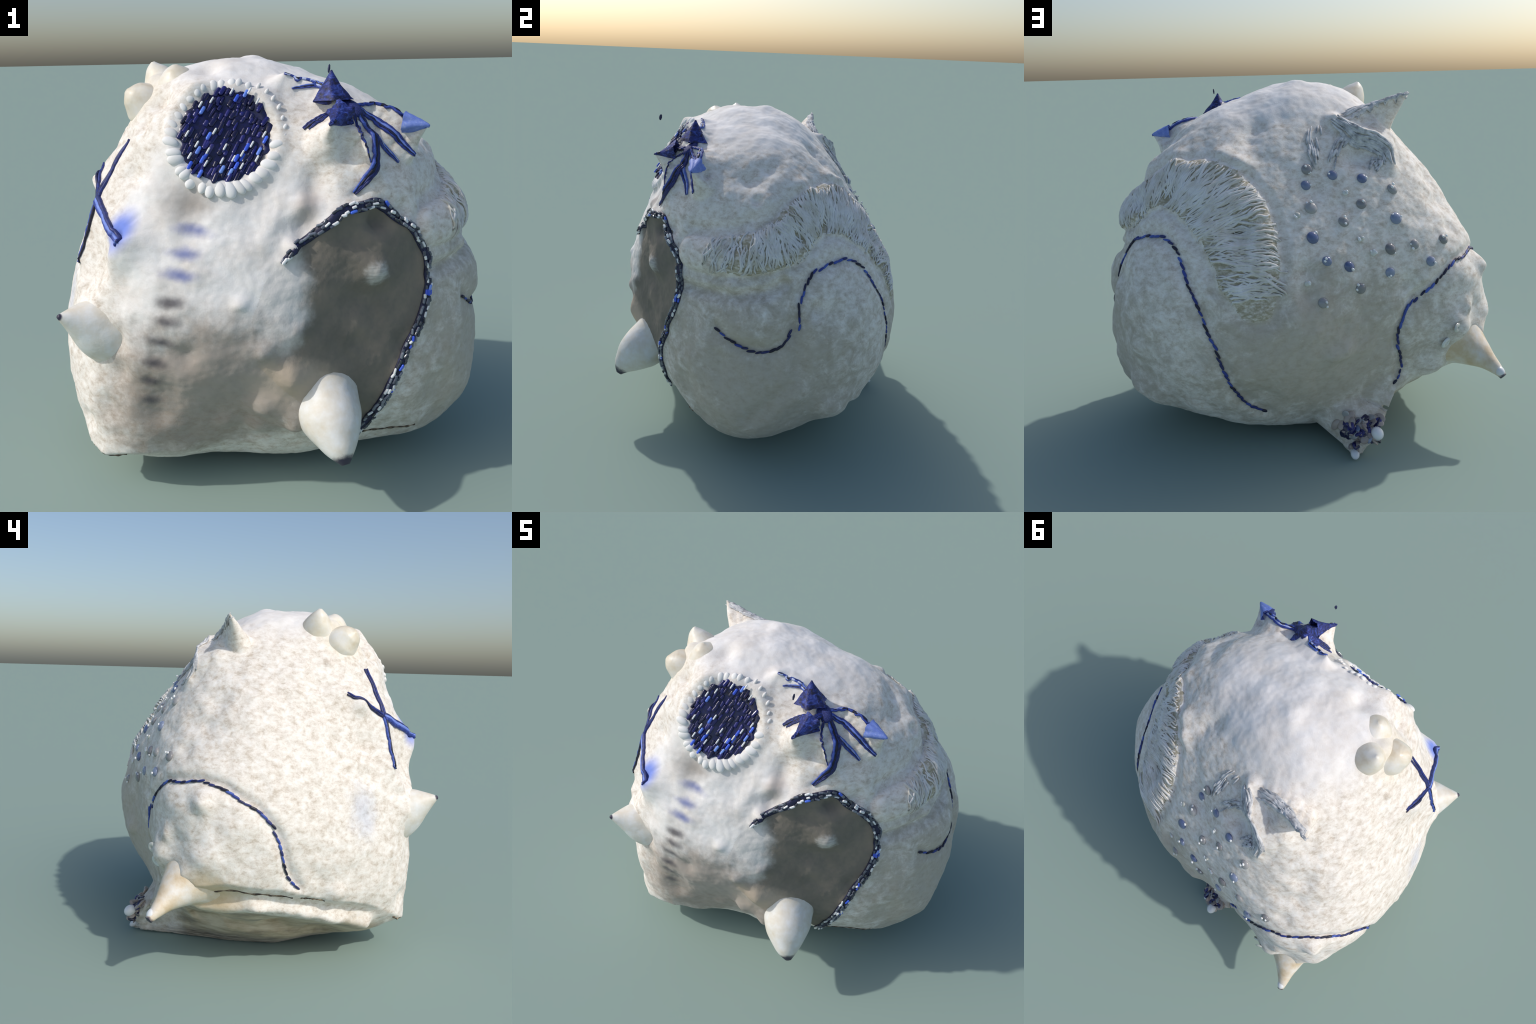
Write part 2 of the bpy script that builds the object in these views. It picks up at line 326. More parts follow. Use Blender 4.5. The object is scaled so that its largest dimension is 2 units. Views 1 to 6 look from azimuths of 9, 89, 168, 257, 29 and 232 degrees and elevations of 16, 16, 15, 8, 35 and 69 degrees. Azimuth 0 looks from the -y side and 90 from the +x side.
# =====================================================================
#  materials
# =====================================================================
class Nodes:
    def __init__(self, name):
        self.m = bpy.data.materials.new(name)
        self.m.use_nodes = True
        self.t = self.m.node_tree
        self.b = self.t.nodes["Principled BSDF"]
        self.co = self.t.nodes.new("ShaderNodeTexCoord").outputs["Object"]

    def link(self, a, b):
        self.t.links.new(a, b)

    def noise(self, scale, detail=4, rough=0.6, stretch=None, dist=0.0):
        n = self.t.nodes.new("ShaderNodeTexNoise")
        n.inputs["Scale"].default_value = scale
        n.inputs["Detail"].default_value = detail
        n.inputs["Roughness"].default_value = rough
        n.inputs["Distortion"].default_value = dist
        if stretch:
            mp = self.t.nodes.new("ShaderNodeMapping")
            mp.inputs["Scale"].default_value = stretch
            self.link(self.co, mp.inputs["Vector"])
            self.link(mp.outputs[0], n.inputs["Vector"])
        else:
            self.link(self.co, n.inputs["Vector"])
        return n.outputs["Fac"]

    def ramp(self, fac, stops):
        r = self.t.nodes.new("ShaderNodeValToRGB")
        e = r.color_ramp.elements
        while len(e) < len(stops):
            e.new(0.5)
        for el, (p, c) in zip(e, stops):
            el.position = p
            el.color = (*c, 1) if len(c) == 3 else c
        self.link(fac, r.inputs["Fac"])
        return r.outputs["Color"]

    def math(self, op, a, b=None, clamp=False):
        n = self.t.nodes.new("ShaderNodeMath")
        n.operation = op
        n.use_clamp = clamp
        for k, x in enumerate((a, b)):
            if x is None:
                continue
            if isinstance(x, (int, float)):
                n.inputs[k].default_value = x
            else:
                self.link(x, n.inputs[k])
        return n.outputs[0]

    def mix(self, fac, a, b, mode='MIX'):
        n = self.t.nodes.new("ShaderNodeMix")
        n.data_type = 'RGBA'
        n.blend_type = mode
        for sock, x in ((n.inputs[0], fac), (n.inputs[6], a), (n.inputs[7], b)):
            if isinstance(x, (int, float)):
                sock.default_value = x
            elif isinstance(x, tuple):
                sock.default_value = (*x, 1)
            else:
                self.link(x, sock)
        return n.outputs[2]

    def spot(self, center, axes, rot=(0, 0, 0), inner=0.2, outer=1.0, wobble=None, wob=0.0):
        """Soft ellipsoid mask: 1 inside, 0 outside."""
        mp = self.t.nodes.new("ShaderNodeMapping")
        mp.vector_type = 'TEXTURE'
        mp.inputs["Location"].default_value = center
        mp.inputs["Rotation"].default_value = rot
        mp.inputs["Scale"].default_value = axes
        self.link(self.co, mp.inputs["Vector"])
        ln = self.t.nodes.new("ShaderNodeVectorMath")
        ln.operation = 'LENGTH'
        self.link(mp.outputs[0], ln.inputs[0])
        val = ln.outputs["Value"]
        if wobble is not None:
            val = self.math('ADD', val, self.math('MULTIPLY', self.math('SUBTRACT', wobble, 0.5), wob))
        mr = self.t.nodes.new("ShaderNodeMapRange")
        mr.interpolation_type = 'SMOOTHSTEP'
        mr.inputs["From Min"].default_value = outer
        mr.inputs["From Max"].default_value = inner
        self.link(val, mr.inputs["Value"])
        return mr.outputs["Result"]

    def bump(self, height, strength=0.3, distance=0.01):
        n = self.t.nodes.new("ShaderNodeBump")
        n.inputs["Strength"].default_value = strength
        n.inputs["Distance"].default_value = distance
        self.link(height, n.inputs["Height"])
        self.link(n.outputs[0], self.b.inputs["Normal"])

    def random(self):
        return self.t.nodes.new("ShaderNodeObjectInfo").outputs["Random"]

    def done(self, color, rough=0.8, **kw):
        if isinstance(color, tuple):
            self.b.inputs["Base Color"].default_value = (*color, 1)
        else:
            self.link(color, self.b.inputs["Base Color"])
        self.b.inputs["Roughness"].default_value = rough
        for k, x in kw.items():
            self.b.inputs[k.replace("_", " ")].default_value = x
        return self.m


def felt_material():
    n = Nodes("white_felt")
    blotch = n.noise(7, 5, 0.6)
    fleck = n.noise(24, 6, 0.74, (1.0, 1.0, 1.5), 0.25)
    fluff = n.noise(150, 3, 0.6)
    white = n.ramp(fleck, [(0.34, (0.57, 0.495, 0.41)), (0.45, (0.735, 0.675, 0.60)), (0.55, (0.84, 0.795, 0.73)), (0.68, (0.91, 0.885, 0.845))])
    calm = n.ramp(blotch, [(0.32, (0.74, 0.70, 0.66)), (0.6, (0.87, 0.86, 0.855))])
    wob = n.noise(5, 4, 0.6)
    plain = n.math('MAXIMUM', n.spot((0.0, -0.75, 1.1), (0.62, 0.30, 0.75), (0, 0, 0), 0.7, 1.0, wob, 0.5),
                   n.spot((0.05, -0.05, 1.85), (0.75, 0.55, 0.42), (0, 0, 0), 0.6, 1.0, wob, 0.5))
    col = n.mix(n.math('MULTIPLY', plain, 0.8), white, calm)
    # tan ground between the white tufts, widened to paint shade on flank and back
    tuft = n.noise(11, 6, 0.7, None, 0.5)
    bare_and_shade = n.math('MULTIPLY', n.math('MAXIMUM', n.spot((0.82, 0.0, 0.50), (0.50, 0.80, 0.72), (0, 0, 0), 0.4, 1.0, tuft, 1.6),
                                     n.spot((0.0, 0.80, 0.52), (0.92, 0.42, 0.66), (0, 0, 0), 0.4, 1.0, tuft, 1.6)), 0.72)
    col = n.mix(bare_and_shade, col, (0.42, 0.37, 0.285))
    # brown shade painted into the lower front, ochre round the foot of the back horn
    baked_shade = n.spot((-0.12, -0.78, 0.46), (0.66, 0.32, 0.50), (0, 0, 0), 0.5, 1.0, n.noise(9, 5, 0.65), 0.8)
    col = n.mix(n.math('MULTIPLY', baked_shade, 0.78), col, (0.27, 0.215, 0.17))
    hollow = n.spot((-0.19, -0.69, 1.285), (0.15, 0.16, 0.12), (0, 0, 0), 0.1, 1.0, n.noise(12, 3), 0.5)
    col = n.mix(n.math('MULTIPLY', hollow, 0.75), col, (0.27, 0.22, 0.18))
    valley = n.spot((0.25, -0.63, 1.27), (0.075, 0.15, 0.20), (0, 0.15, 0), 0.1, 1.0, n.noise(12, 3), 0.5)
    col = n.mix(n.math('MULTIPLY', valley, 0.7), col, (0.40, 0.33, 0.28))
    ochre = n.spot((-0.86, 0.45, 0.42), (0.24, 0.26, 0.20), (0, 0, 0), 0.25, 1.0, n.noise(8, 4), 0.8)
    col = n.mix(n.math('MULTIPLY', ochre, 0.8), col, (0.66, 0.50, 0.29))
    cream = n.spot((-0.43, -0.29, 1.64), (0.20, 0.18, 0.20), (0, 0, 0), 0.3, 1.0, wob, 0.5)
    col = n.mix(n.math('MULTIPLY', cream, 0.55), col, (0.72, 0.66, 0.52))
    knuckle = n.spot((0.17, -0.75, 0.57), (0.20, 0.16, 0.17), (0, 0, 0), 0.2, 1.0, n.noise(10, 4), 0.7)
    col = n.mix(n.math('MULTIPLY', knuckle, 0.5), col, (0.58, 0.47, 0.36))
    # soot-dark underside of the foot with dark layered streaks
    under = n.spot((-0.62, 0.10, 0.06), (0.46, 0.70, 0.345), (0, -0.12, 0), 0.80, 1.0, n.noise(7, 5), 0.3)
    col = n.mix(n.math('MULTIPLY', under, 0.85), col, n.ramp(n.noise(9, 5, 0.6, (0.5, 0.5, 3)), [(0.35, (0.20, 0.16, 0.10)), (0.5, (0.42, 0.34, 0.22)), (0.66, (0.60, 0.52, 0.38))]))
    streak = n.noise(30, 4, 0.6, (0.25, 0.25, 3.0))
    sole = n.spot((-0.45, 0.15, 0.0), (0.75, 0.75, 0.10), (0, 0, 0), 0.5, 1.0, wob, 0.6)
    solecol = n.ramp(streak, [(0.40, (0.10, 0.085, 0.07)), (0.52, (0.36, 0.30, 0.24)), (0.66, (0.58, 0.53, 0.46))])
    col = n.mix(n.math('MULTIPLY', sole, 0.8), col, solecol)
    # blue bloom beside the threads
    bloom = n.spot((-0.475, -0.72, 1.19), (0.10, 0.12, 0.15), (0, 0.5, 0), 0.3, 1.0)
    col = n.mix(n.math('MULTIPLY', bloom, 0.9), col, (0.10, 0.20, 0.72))
    haze = n.spot((-0.86, -0.32, 0.80), (0.12, 0.14, 0.22), (0, 0, 0), 0.1, 1.0, n.noise(14, 5), 0.9)
    col = n.mix(n.math('MULTIPLY', haze, 0.4), col, (0.42, 0.50, 0.68))
    # blurred ladder of stitches that shows through the front
    rungs = [((-0.180, -0.72, 1.180), 0.085, -0.14, 0), ((-0.205, -0.75, 1.097), 0.075, -0.05, 0), ((-0.220, -0.77, 1.021), 0.080, -0.14, 0),
             ((-0.255, -0.79, 0.920), 0.080, 0.0, 1), ((-0.270, -0.80, 0.845), 0.065, 0.0, 1), ((-0.305, -0.80, 0.757), 0.070, -0.1, 1),
             ((-0.335, -0.79, 0.662), 0.060, -0.08, 1), ((-0.362, -0.78, 0.577), 0.060, -0.05, 1), ((-0.372, -0.77, 0.480), 0.058, -0.05, 1)]
    ragged = n.noise(22, 3, 0.5)
    for (c, half, tilt, dark) in rungs:
        k = n.spot(c, (half * 1.3, 0.12, 0.037), (0, -tilt, 0), 0.05, 1.0, ragged, 0.6)
        col = n.mix(n.math('MULTIPLY', k, 0.85), col, (0.055, 0.05, 0.065) if dark else (0.13, 0.17, 0.42))
    relief = n.math('ADD', n.math('MULTIPLY', fleck, 0.7), n.math('MULTIPLY', fluff, 0.4))
    n.bump(relief, 0.16, 0.012)
    return n.done(col, 0.85, Sheen_Weight=0.15)


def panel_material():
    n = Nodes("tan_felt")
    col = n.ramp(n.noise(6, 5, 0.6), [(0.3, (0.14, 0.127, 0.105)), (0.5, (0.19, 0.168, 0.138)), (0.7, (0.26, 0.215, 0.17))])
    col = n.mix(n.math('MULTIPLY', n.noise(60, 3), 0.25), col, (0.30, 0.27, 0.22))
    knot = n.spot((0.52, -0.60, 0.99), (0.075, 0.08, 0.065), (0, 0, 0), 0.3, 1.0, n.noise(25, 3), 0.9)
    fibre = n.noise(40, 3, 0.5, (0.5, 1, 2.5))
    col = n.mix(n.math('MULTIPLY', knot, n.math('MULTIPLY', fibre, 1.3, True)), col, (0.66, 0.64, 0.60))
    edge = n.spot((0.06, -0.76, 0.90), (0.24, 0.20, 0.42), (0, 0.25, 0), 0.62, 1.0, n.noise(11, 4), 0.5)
    baked_shade = n.spot((-0.12, -0.78, 0.46), (0.66, 0.32, 0.50), (0, 0, 0), 0.5, 1.0, n.noise(9, 5, 0.65), 0.8)  # the lower front's painted shade, carried on over the panel edge
    col = n.mix(edge, col, n.mix(n.math('MULTIPLY', baked_shade, 0.78), (0.76, 0.73, 0.70), (0.27, 0.215, 0.17)))
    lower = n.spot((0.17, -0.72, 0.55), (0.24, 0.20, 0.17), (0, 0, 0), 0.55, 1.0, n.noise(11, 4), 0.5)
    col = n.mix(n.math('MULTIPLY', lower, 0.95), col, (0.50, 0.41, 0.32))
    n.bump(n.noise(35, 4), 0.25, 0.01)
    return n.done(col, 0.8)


def underlay_material():
    n = Nodes("olive_wool")
    col = n.ramp(n.noise(40, 4, 0.6, (1, 1, 2)), [(0.40, (0.40, 0.355, 0.25)), (0.52, (0.54, 0.49, 0.385)), (0.66, (0.74, 0.71, 0.64))])
    n.bump(n.noise(60, 4), 0.4, 0.012)
    return n.done(col, 0.9)


def strand_material():
    n = Nodes("wool_strand")
    col = n.ramp(n.noise(14, 3), [(0.35, (0.62, 0.59, 0.52)), (0.55, (0.76, 0.75, 0.73)), (0.7, (0.82, 0.82, 0.82))])
    return n.done(col, 0.9, Sheen_Weight=0.2)


def yarn_material():
    n = Nodes("grey_yarn")
    col = n.ramp(n.noise(30, 3), [(0.35, (0.34, 0.34, 0.35)), (0.5, (0.56, 0.57, 0.58)), (0.65, (0.74, 0.74, 0.74))])
    return n.done(col, 0.85)


def shell_material():
    n = Nodes("cream_shell")
    col = n.ramp(n.noise(9, 4), [(0.35, (0.70, 0.61, 0.46)), (0.5, (0.79, 0.74, 0.63)), (0.65, (0.83, 0.81, 0.76))])
    n.bump(n.noise(30, 3), 0.15, 0.008)
    return n.done(col, 0.45, Coat_Weight=0.2)


def horn_material(name, stops, tip, reach):
    """Felt horn that turns dark within reach of its tip."""
    n = Nodes(name)
    col = n.ramp(n.noise(10, 4), stops)
    near = n.spot(tip, (reach, reach, reach), (0, 0, 0), 0.55, 1.0, n.noise(40, 2), 0.5)
    col = n.mix(near, col, (0.035, 0.03, 0.06))
    n.bump(n.noise(35, 3), 0.2, 0.008)
    return n.done(col, 0.5, Coat_Weight=0.15)


def varied(name, stops, rough, scale=60, **kw):
    n = Nodes(name)
    v = n.math('ADD', n.math('MULTIPLY', n.random(), 0.45), n.math('MULTIPLY', n.noise(scale, 3, 0.7), 0.8), True)
    return n.done(n.ramp(v, stops), rough, **kw)


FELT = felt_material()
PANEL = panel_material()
UNDERLAY = underlay_material()
STRAND = strand_material()
YARN = yarn_material()
SHELL = shell_material()
BLUE = varied("blue_thread", [(0.30, (0.008, 0.012, 0.07)), (0.6, (0.022, 0.045, 0.28)), (0.9, (0.08, 0.16, 0.55))], 0.55, 70)
NAVY = varied("navy_thread", [(0.3, (0.004, 0.004, 0.012)), (0.65, (0.010, 0.012, 0.05)), (0.95, (0.03, 0.045, 0.22))], 0.5, 70)
SKY = varied("pale_blue_thread", [(0.2, (0.08, 0.14, 0.55)), (0.6, (0.20, 0.29, 0.72)), (0.9, (0.50, 0.56, 0.78))], 0.6, 50)
BEAD_DARK = varied("navy_bead", [(0.35, (0.005, 0.005, 0.025)), (0.62, (0.008, 0.008, 0.075)), (0.8, (0.012, 0.016, 0.19)), (0.95, (0.08, 0.065, 0.17))], 0.25, 40, Coat_Weight=0.4)
BEAD_BLUE = varied("bright_blue_bead", [(0.2, (0.02, 0.05, 0.55)), (0.6, (0.04, 0.13, 0.80)), (0.9, (0.25, 0.42, 0.85))], 0.25, 40, Coat_Weight=0.5)
BEAD_WHITE = varied("white_bead", [(0.1, (0.72, 0.74, 0.74)), (0.9, (0.88, 0.89, 0.90))], 0.3, 40, Coat_Weight=0.5)
BEAD_BLACK = varied("black_bead", [(0.1, (0.01, 0.01, 0.014)), (0.5, (0.035, 0.04, 0.055)), (0.75, (0.10, 0.12, 0.17)), (0.95, (0.35, 0.38, 0.42))], 0.25, 40, Coat_Weight=0.6)
GLASS_BLUE = varied("blue_glass_bead", [(0.2, (0.03, 0.045, 0.13)), (0.5, (0.10, 0.14, 0.28)), (0.9, (0.28, 0.33, 0.45))], 0.12, 50, Coat_Weight=0.8)
GLASS_GREY = varied("grey_glass_bead", [(0.2, (0.09, 0.09, 0.10)), (0.5, (0.22, 0.22, 0.23)), (0.9, (0.42, 0.42, 0.42))], 0.12, 50, Coat_Weight=0.8)
GLASS_CLEAR = varied("pale_glass_bead", [(0.2, (0.50, 0.50, 0.42)), (0.9, (0.74, 0.76, 0.74))], 0.15, 50, Coat_Weight=0.8)
TAUPE = varied("taupe_bead", [(0.2, (0.13, 0.11, 0.12)), (0.5, (0.27, 0.22, 0.21)), (0.9, (0.45, 0.38, 0.32))], 0.3, 50, Coat_Weight=0.5)
PLEAT = varied("white_pleat", [(0.1, (0.74, 0.72, 0.69)), (0.9, (0.86, 0.86, 0.85))], 0.7, 20)

# =====================================================================
#  building helpers
# =====================================================================
ROOT = bpy.data.objects.new("textile_sculpture", None)
bpy.context.collection.objects.link(ROOT)
ROOT["label"] = "lumpy white felt sculpture with blue beadwork and horns"
ROOT["category"] = "textile sculpture"


def part(name, me, mat=None, parent=ROOT, stuff=False):
    o = bpy.data.objects.new(name, me)
    bpy.context.collection.objects.link(o)
    o.parent = parent
    if mat and mat.name not in [m.name for m in me.materials if m]:
        me.materials.append(mat)
    if stuff:
        o["kind"] = "stuff"
    return o


def mesh_of(name, verts, faces):
    me = bpy.data.meshes.new(name)
    me.from_pydata([tuple(p) for p in verts], [], faces)
    me.polygons.foreach_set("use_smooth", [True] * len(me.polygons))
    return me


def catmull(arr, t):
    n = len(arr) - 1
    t = min(max(t, 0.0), 1.0)
    k = min(int(t * n), n - 1)
    f = t * n - k
    p0, p1, p2, p3 = arr[max(k - 1, 0)], arr[k], arr[k + 1], arr[min(k + 2, n)]
    return 0.5 * ((p1 * 2) + (p2 - p0) * f + (p0 * 2 - p1 * 5 + p2 * 4 - p3) * f * f + (p1 * 3 - p0 - p2 * 3 + p3) * f ** 3)


def curve(pts, count):
    """Evenly spaced points and tangents along a smooth curve through pts."""
    arr = [Vector(p) for p in pts]
    dense = [catmull(arr, i / 400) for i in range(401)]
    run = [0.0]
    for a, b in zip(dense, dense[1:]):
        run.append(run[-1] + (b - a).length)
    out = []
    for i in range(count):
        s = run[-1] * i / max(count - 1, 1)
        k = int(np.searchsorted(run, s))
        out.append(dense[min(k, 400)])
    tans = []
    for i in range(count):
        tans.append((out[min(i + 1, count - 1)] - out[max(i - 1, 0)]).normalized())
    return out, tans, run[-1]


def on_felt(p, lift=0.0):
    q, nrm, _, _ = BVH.find_nearest(Vector(p))
    return q + nrm * lift, nrm


def tube(verts, faces, pts, radius, sides=6, flat=1.0, normals=None):
    """Append a closed tapered tube; flat squashes it along the given normals."""
    base = len(verts)
    m = len(pts)
    for i, p in enumerate(pts):
        tan = (pts[min(i + 1, m - 1)] - pts[max(i - 1, 0)])
        tan = tan.normalized() if tan.length > 1e-9 else Vector((0, 0, 1))
        up = normals[i] if normals else Vector((0.13, 0.21, 0.97))
        a = tan.cross(up)
        a = a.normalized() if a.length > 1e-6 else Vector((1, 0, 0))
        b = a.cross(tan)
        r = radius(i / max(m - 1, 1)) if callable(radius) else radius
        for j in range(sides):
            w = 2 * math.pi * j / sides
            verts.append(p + a * (math.cos(w) * r) + b * (math.sin(w) * r * flat))
    for i in range(m - 1):
        for j in range(sides):
            k = (j + 1) % sides
            faces.append([base + i * sides + j, base + i * sides + k, base + (i + 1) * sides + k, base + (i + 1) * sides + j])
    faces.append([base + j for j in range(sides)][::-1])
    faces.append([base + (m - 1) * sides + j for j in range(sides)])


def thread_object(name, pts, radius, mat, parent=ROOT, sides=8, lift=0.004, count=24, snap=True, flat=1.0):
    path, _, _ = curve(pts, count)
    nrm = []
    if snap:
        res = [on_felt(p, lift) for p in path]
        path = [r[0] for r in res]
        nrm = [r[1] for r in res]
    v, f = [], []
    tube(v, f, path, radius, sides, flat, nrm or None)
    return part(name, mesh_of(name, v, f), mat, parent)


def bead_mesh(name, shape, mat, long=12, around=10):
    """Solid of revolution about x: shape(t) gives (x, r) for t in 0..1."""
    v, f = [], []
    for i in range(long + 1):
        x, r = shape(i / long)
        for j in range(around):
            w = 2 * math.pi * j / around
            v.append((x, r * math.cos(w), r * math.sin(w)))
    for i in range(long):
        for j in range(around):
            k = (j + 1) % around
            f.append([i * around + j, i * around + k, (i + 1) * around + k, (i + 1) * around + j])
    f.append(list(range(around))[::-1])
    f.append([long * around + j for j in range(around)])
    me = mesh_of(name, v, f)
    me.materials.append(mat)
    return me


def bugle(t):       # short tube with rounded ends, 1 long, radius 0.5
    x = t - 0.5
    e = abs(x) * 2
    return x, 0.5 * (1 - max(0.0, (e - 0.7) / 0.3) ** 2 * 0.75)


def ball(t):
    a = math.pi * t
    return -0.5 * math.cos(a), max(0.5 * math.sin(a), 0.004)


def capsule(t):     # tapered stitch
    x = t - 0.5
    return x, 0.5 * max((1 - (2 * abs(x)) ** 2.6), 0.0) ** 0.5 + 0.01


def place(name, me, pos, along, up, size, parent=ROOT):
    """Instance a unit mesh with its x axis along a direction and z up."""
    x = Vector(along).normalized()
    z = Vector(up)
    z = (z - x * z.dot(x))
    z = z.normalized() if z.length > 1e-6 else x.orthogonal().normalized()
    y = z.cross(x)
    o = bpy.data.objects.new(name, me)
    bpy.context.collection.objects.link(o)
    o.parent = parent
    m = Matrix((x * size[0], y * size[1], z * size[2])).transposed().to_4x4()
    m.translation = Vector(pos)
    o.matrix_world = m
    o.matrix_local = m
    return o


# =====================================================================
#  the felt body: panel and wool underlay are regions of its surface
# =====================================================================
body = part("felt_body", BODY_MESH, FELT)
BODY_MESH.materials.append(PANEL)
BODY_MESH.materials.append(UNDERLAY)
cent = np.array([BODY_V[f].mean(0) for f in np.array(BODY_F)])
roll_d, roll_t = path_distance(cent, ROLL)
roll_half = np.interp(roll_t, np.linspace(0, 1, len(ROLL_HALF)), ROLL_HALF)
jag = np.array([mnoise.noise(Vector(p) * 30) for p in cent])
is_roll = (roll_d < roll_half * (0.92 + 0.14 * jag)) & (roll_t > 0.13 + 0.08 * jag)
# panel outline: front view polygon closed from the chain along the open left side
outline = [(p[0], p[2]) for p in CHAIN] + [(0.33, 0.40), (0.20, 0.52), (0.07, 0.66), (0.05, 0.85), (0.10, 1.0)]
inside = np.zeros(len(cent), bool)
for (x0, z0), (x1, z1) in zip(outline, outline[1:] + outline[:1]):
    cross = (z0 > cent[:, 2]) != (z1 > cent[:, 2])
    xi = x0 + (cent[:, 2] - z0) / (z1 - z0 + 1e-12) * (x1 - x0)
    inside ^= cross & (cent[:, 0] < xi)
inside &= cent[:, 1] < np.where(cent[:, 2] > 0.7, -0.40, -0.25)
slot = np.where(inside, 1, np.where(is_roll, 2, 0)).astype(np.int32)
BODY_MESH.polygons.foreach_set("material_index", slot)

# ---- wool strands laid across the roll ------------------------------
roll_part = bpy.data.objects.new("wool_roll", None)
bpy.context.collection.objects.link(roll_part)
roll_part.parent = ROOT
v, f = [], []
path, tans, length = curve(ROLL, 200)
for i in range(560):
    t = 0.05 + 0.94 * RNG.random()
    if t < 0.22 and RNG.random() < 0.7:
        continue
    k = int(t * 199)
    c, tan = path[k], tans[k]
    _, nrm = on_felt(c)
    side = nrm.cross(tan).normalized()
    slant = tan * RNG.gauss(0.30, 0.22)
    half = float(np.interp(t, np.linspace(0, 1, len(ROLL_HALF)), ROLL_HALF)) * 1.0
    mid = RNG.uniform(-0.7, 0.7) * half
    ln = RNG.uniform(0.30, 0.9) * half
    pts = []
    for q in range(9):
        s = mid + (q / 8 * 2 - 1) * ln
        s = max(-half, min(half, s))
        p = c + (side + slant) * s + tan * 0.006 * math.sin(q * 1.3 + i)
        pts.append(on_felt(p, 0.004 + 0.0015 * math.sin(q * 0.9 + i))[0])
    r0 = RNG.uniform(0.004, 0.0085)
    tube(v, f, pts, lambda u: r0 * max(math.sin(math.pi * min(max(u, 0.04), 0.96)) ** 0.6, 0.15), 6)
part("wool_strand", mesh_of("wool_strand", v, f), STRAND, roll_part, stuff=True)


# ---- seams of single running stitches ------------------------------
STITCH = bead_mesh("stitch", capsule, BLUE, 10, 8)
STITCH_NAVY = bead_mesh("stitch_navy", capsule, NAVY, 10, 8)


def seam(name, pts, pitch, dark, width=0.013):
    holder = bpy.data.objects.new(name, None)
    bpy.context.collection.objects.link(holder)
    holder.parent = ROOT
    _, _, ln = curve(pts, 10)
    n = int(ln / pitch)
    p, tn, _ = curve(pts, n)
    for i in range(n):
        q, nr = on_felt(p[i], 0.006)
        share = dark(i / n)
        me = STITCH_NAVY if RNG.random() < share else STITCH
        twist = nr.cross(tn[i]) * RNG.uniform(0.08, 0.32)
        long = pitch * RNG.uniform(1.05, 1.5)
        w = width * RNG.uniform(0.8, 1.15)
        place("stitch", me, q, tn[i] + twist, nr, (long, w, w * 0.8), holder)


seam("serpentine_seam", SERPENTINE, 0.034, lambda t: 0.85 if t < 0.22 else 0.35)
seam("curved_seam", SEAM, 0.032, lambda t: 0.55)

# ---- bead chain round the tan panel --------------------------------
chain = bpy.data.objects.new("bead_chain", None)
bpy.context.collection.objects.link(chain)
chain.parent = ROOT
thread_object("chain_cord", CHAIN, lambda u: 0.021 * (0.55 + 0.45 * min(1, u * 7)), NAVY, chain, 10, 0.0, 90, True, 0.45)
BUGLE_WHITE = bead_mesh("bugle_bead_white", bugle, BEAD_WHITE)
BUGLE_BLACK = bead_mesh("bugle_bead_black", bugle, BEAD_BLACK)
BUGLE_BLUE = bead_mesh("bugle_bead_blue", bugle, BEAD_BLUE)
BUGLE_NAVY = bead_mesh("bugle_bead_navy", bugle, BEAD_DARK)
n = 76
p, tn, _ = curve(CHAIN, n)
for i in range(n):
    for row in (-1, 0, 1):
        if row == 0 and RNG.random() < 0.45:
            continue
        if row != 0 and i < 12 and RNG.random() < 0.4:
            continue
        q, nr = on_felt(p[i], 0.008)
        side = nr.cross(tn[i]).normalized()
        spread = 0.013 * (0.5 + 0.5 * min(1, i / 14))
        q, nr = on_felt(p[i] + side * row * (spread + RNG.uniform(-0.003, 0.003)) + tn[i] * RNG.uniform(-0.006, 0.006), 0.009 + 0.004 * (row == 0))
        u = RNG.random()
        me = BUGLE_WHITE if u < 0.24 else BUGLE_BLUE if u < 0.27 else BUGLE_BLACK
        turn = tn[i] + side * RNG.uniform(-0.45, 0.45)
        place("bugle_bead", me, q, turn, nr, (RNG.uniform(0.018, 0.032), RNG.uniform(0.010, 0.014), RNG.uniform(0.010, 0.013)), chain)

# ---- dark blue beaded disc with its white pleated ring -------------
disc = bpy.data.objects.new("bead_disc", None)
bpy.context.collection.objects.link(disc)
disc.parent = ROOT
DC = Vector(DISC)
DU = (Vector((0.104, -0.512, 1.518)) - Vector((-0.245, -0.612, 1.477))) * 0.5
DV = (Vector((-0.092, -0.440, 1.692)) - Vector((-0.045, -0.633, 1.361))) * 0.5
DN = DU.cross(DV).normalized()
if DN.y > 0:
    DN = -DN


def disc_point(a, b, lift):
    p = DC + DU * a + DV * b
    hit = BVH.ray_cast(p + DN * 0.3, -DN)
    return hit[0] + hit[1] * lift, hit[1]


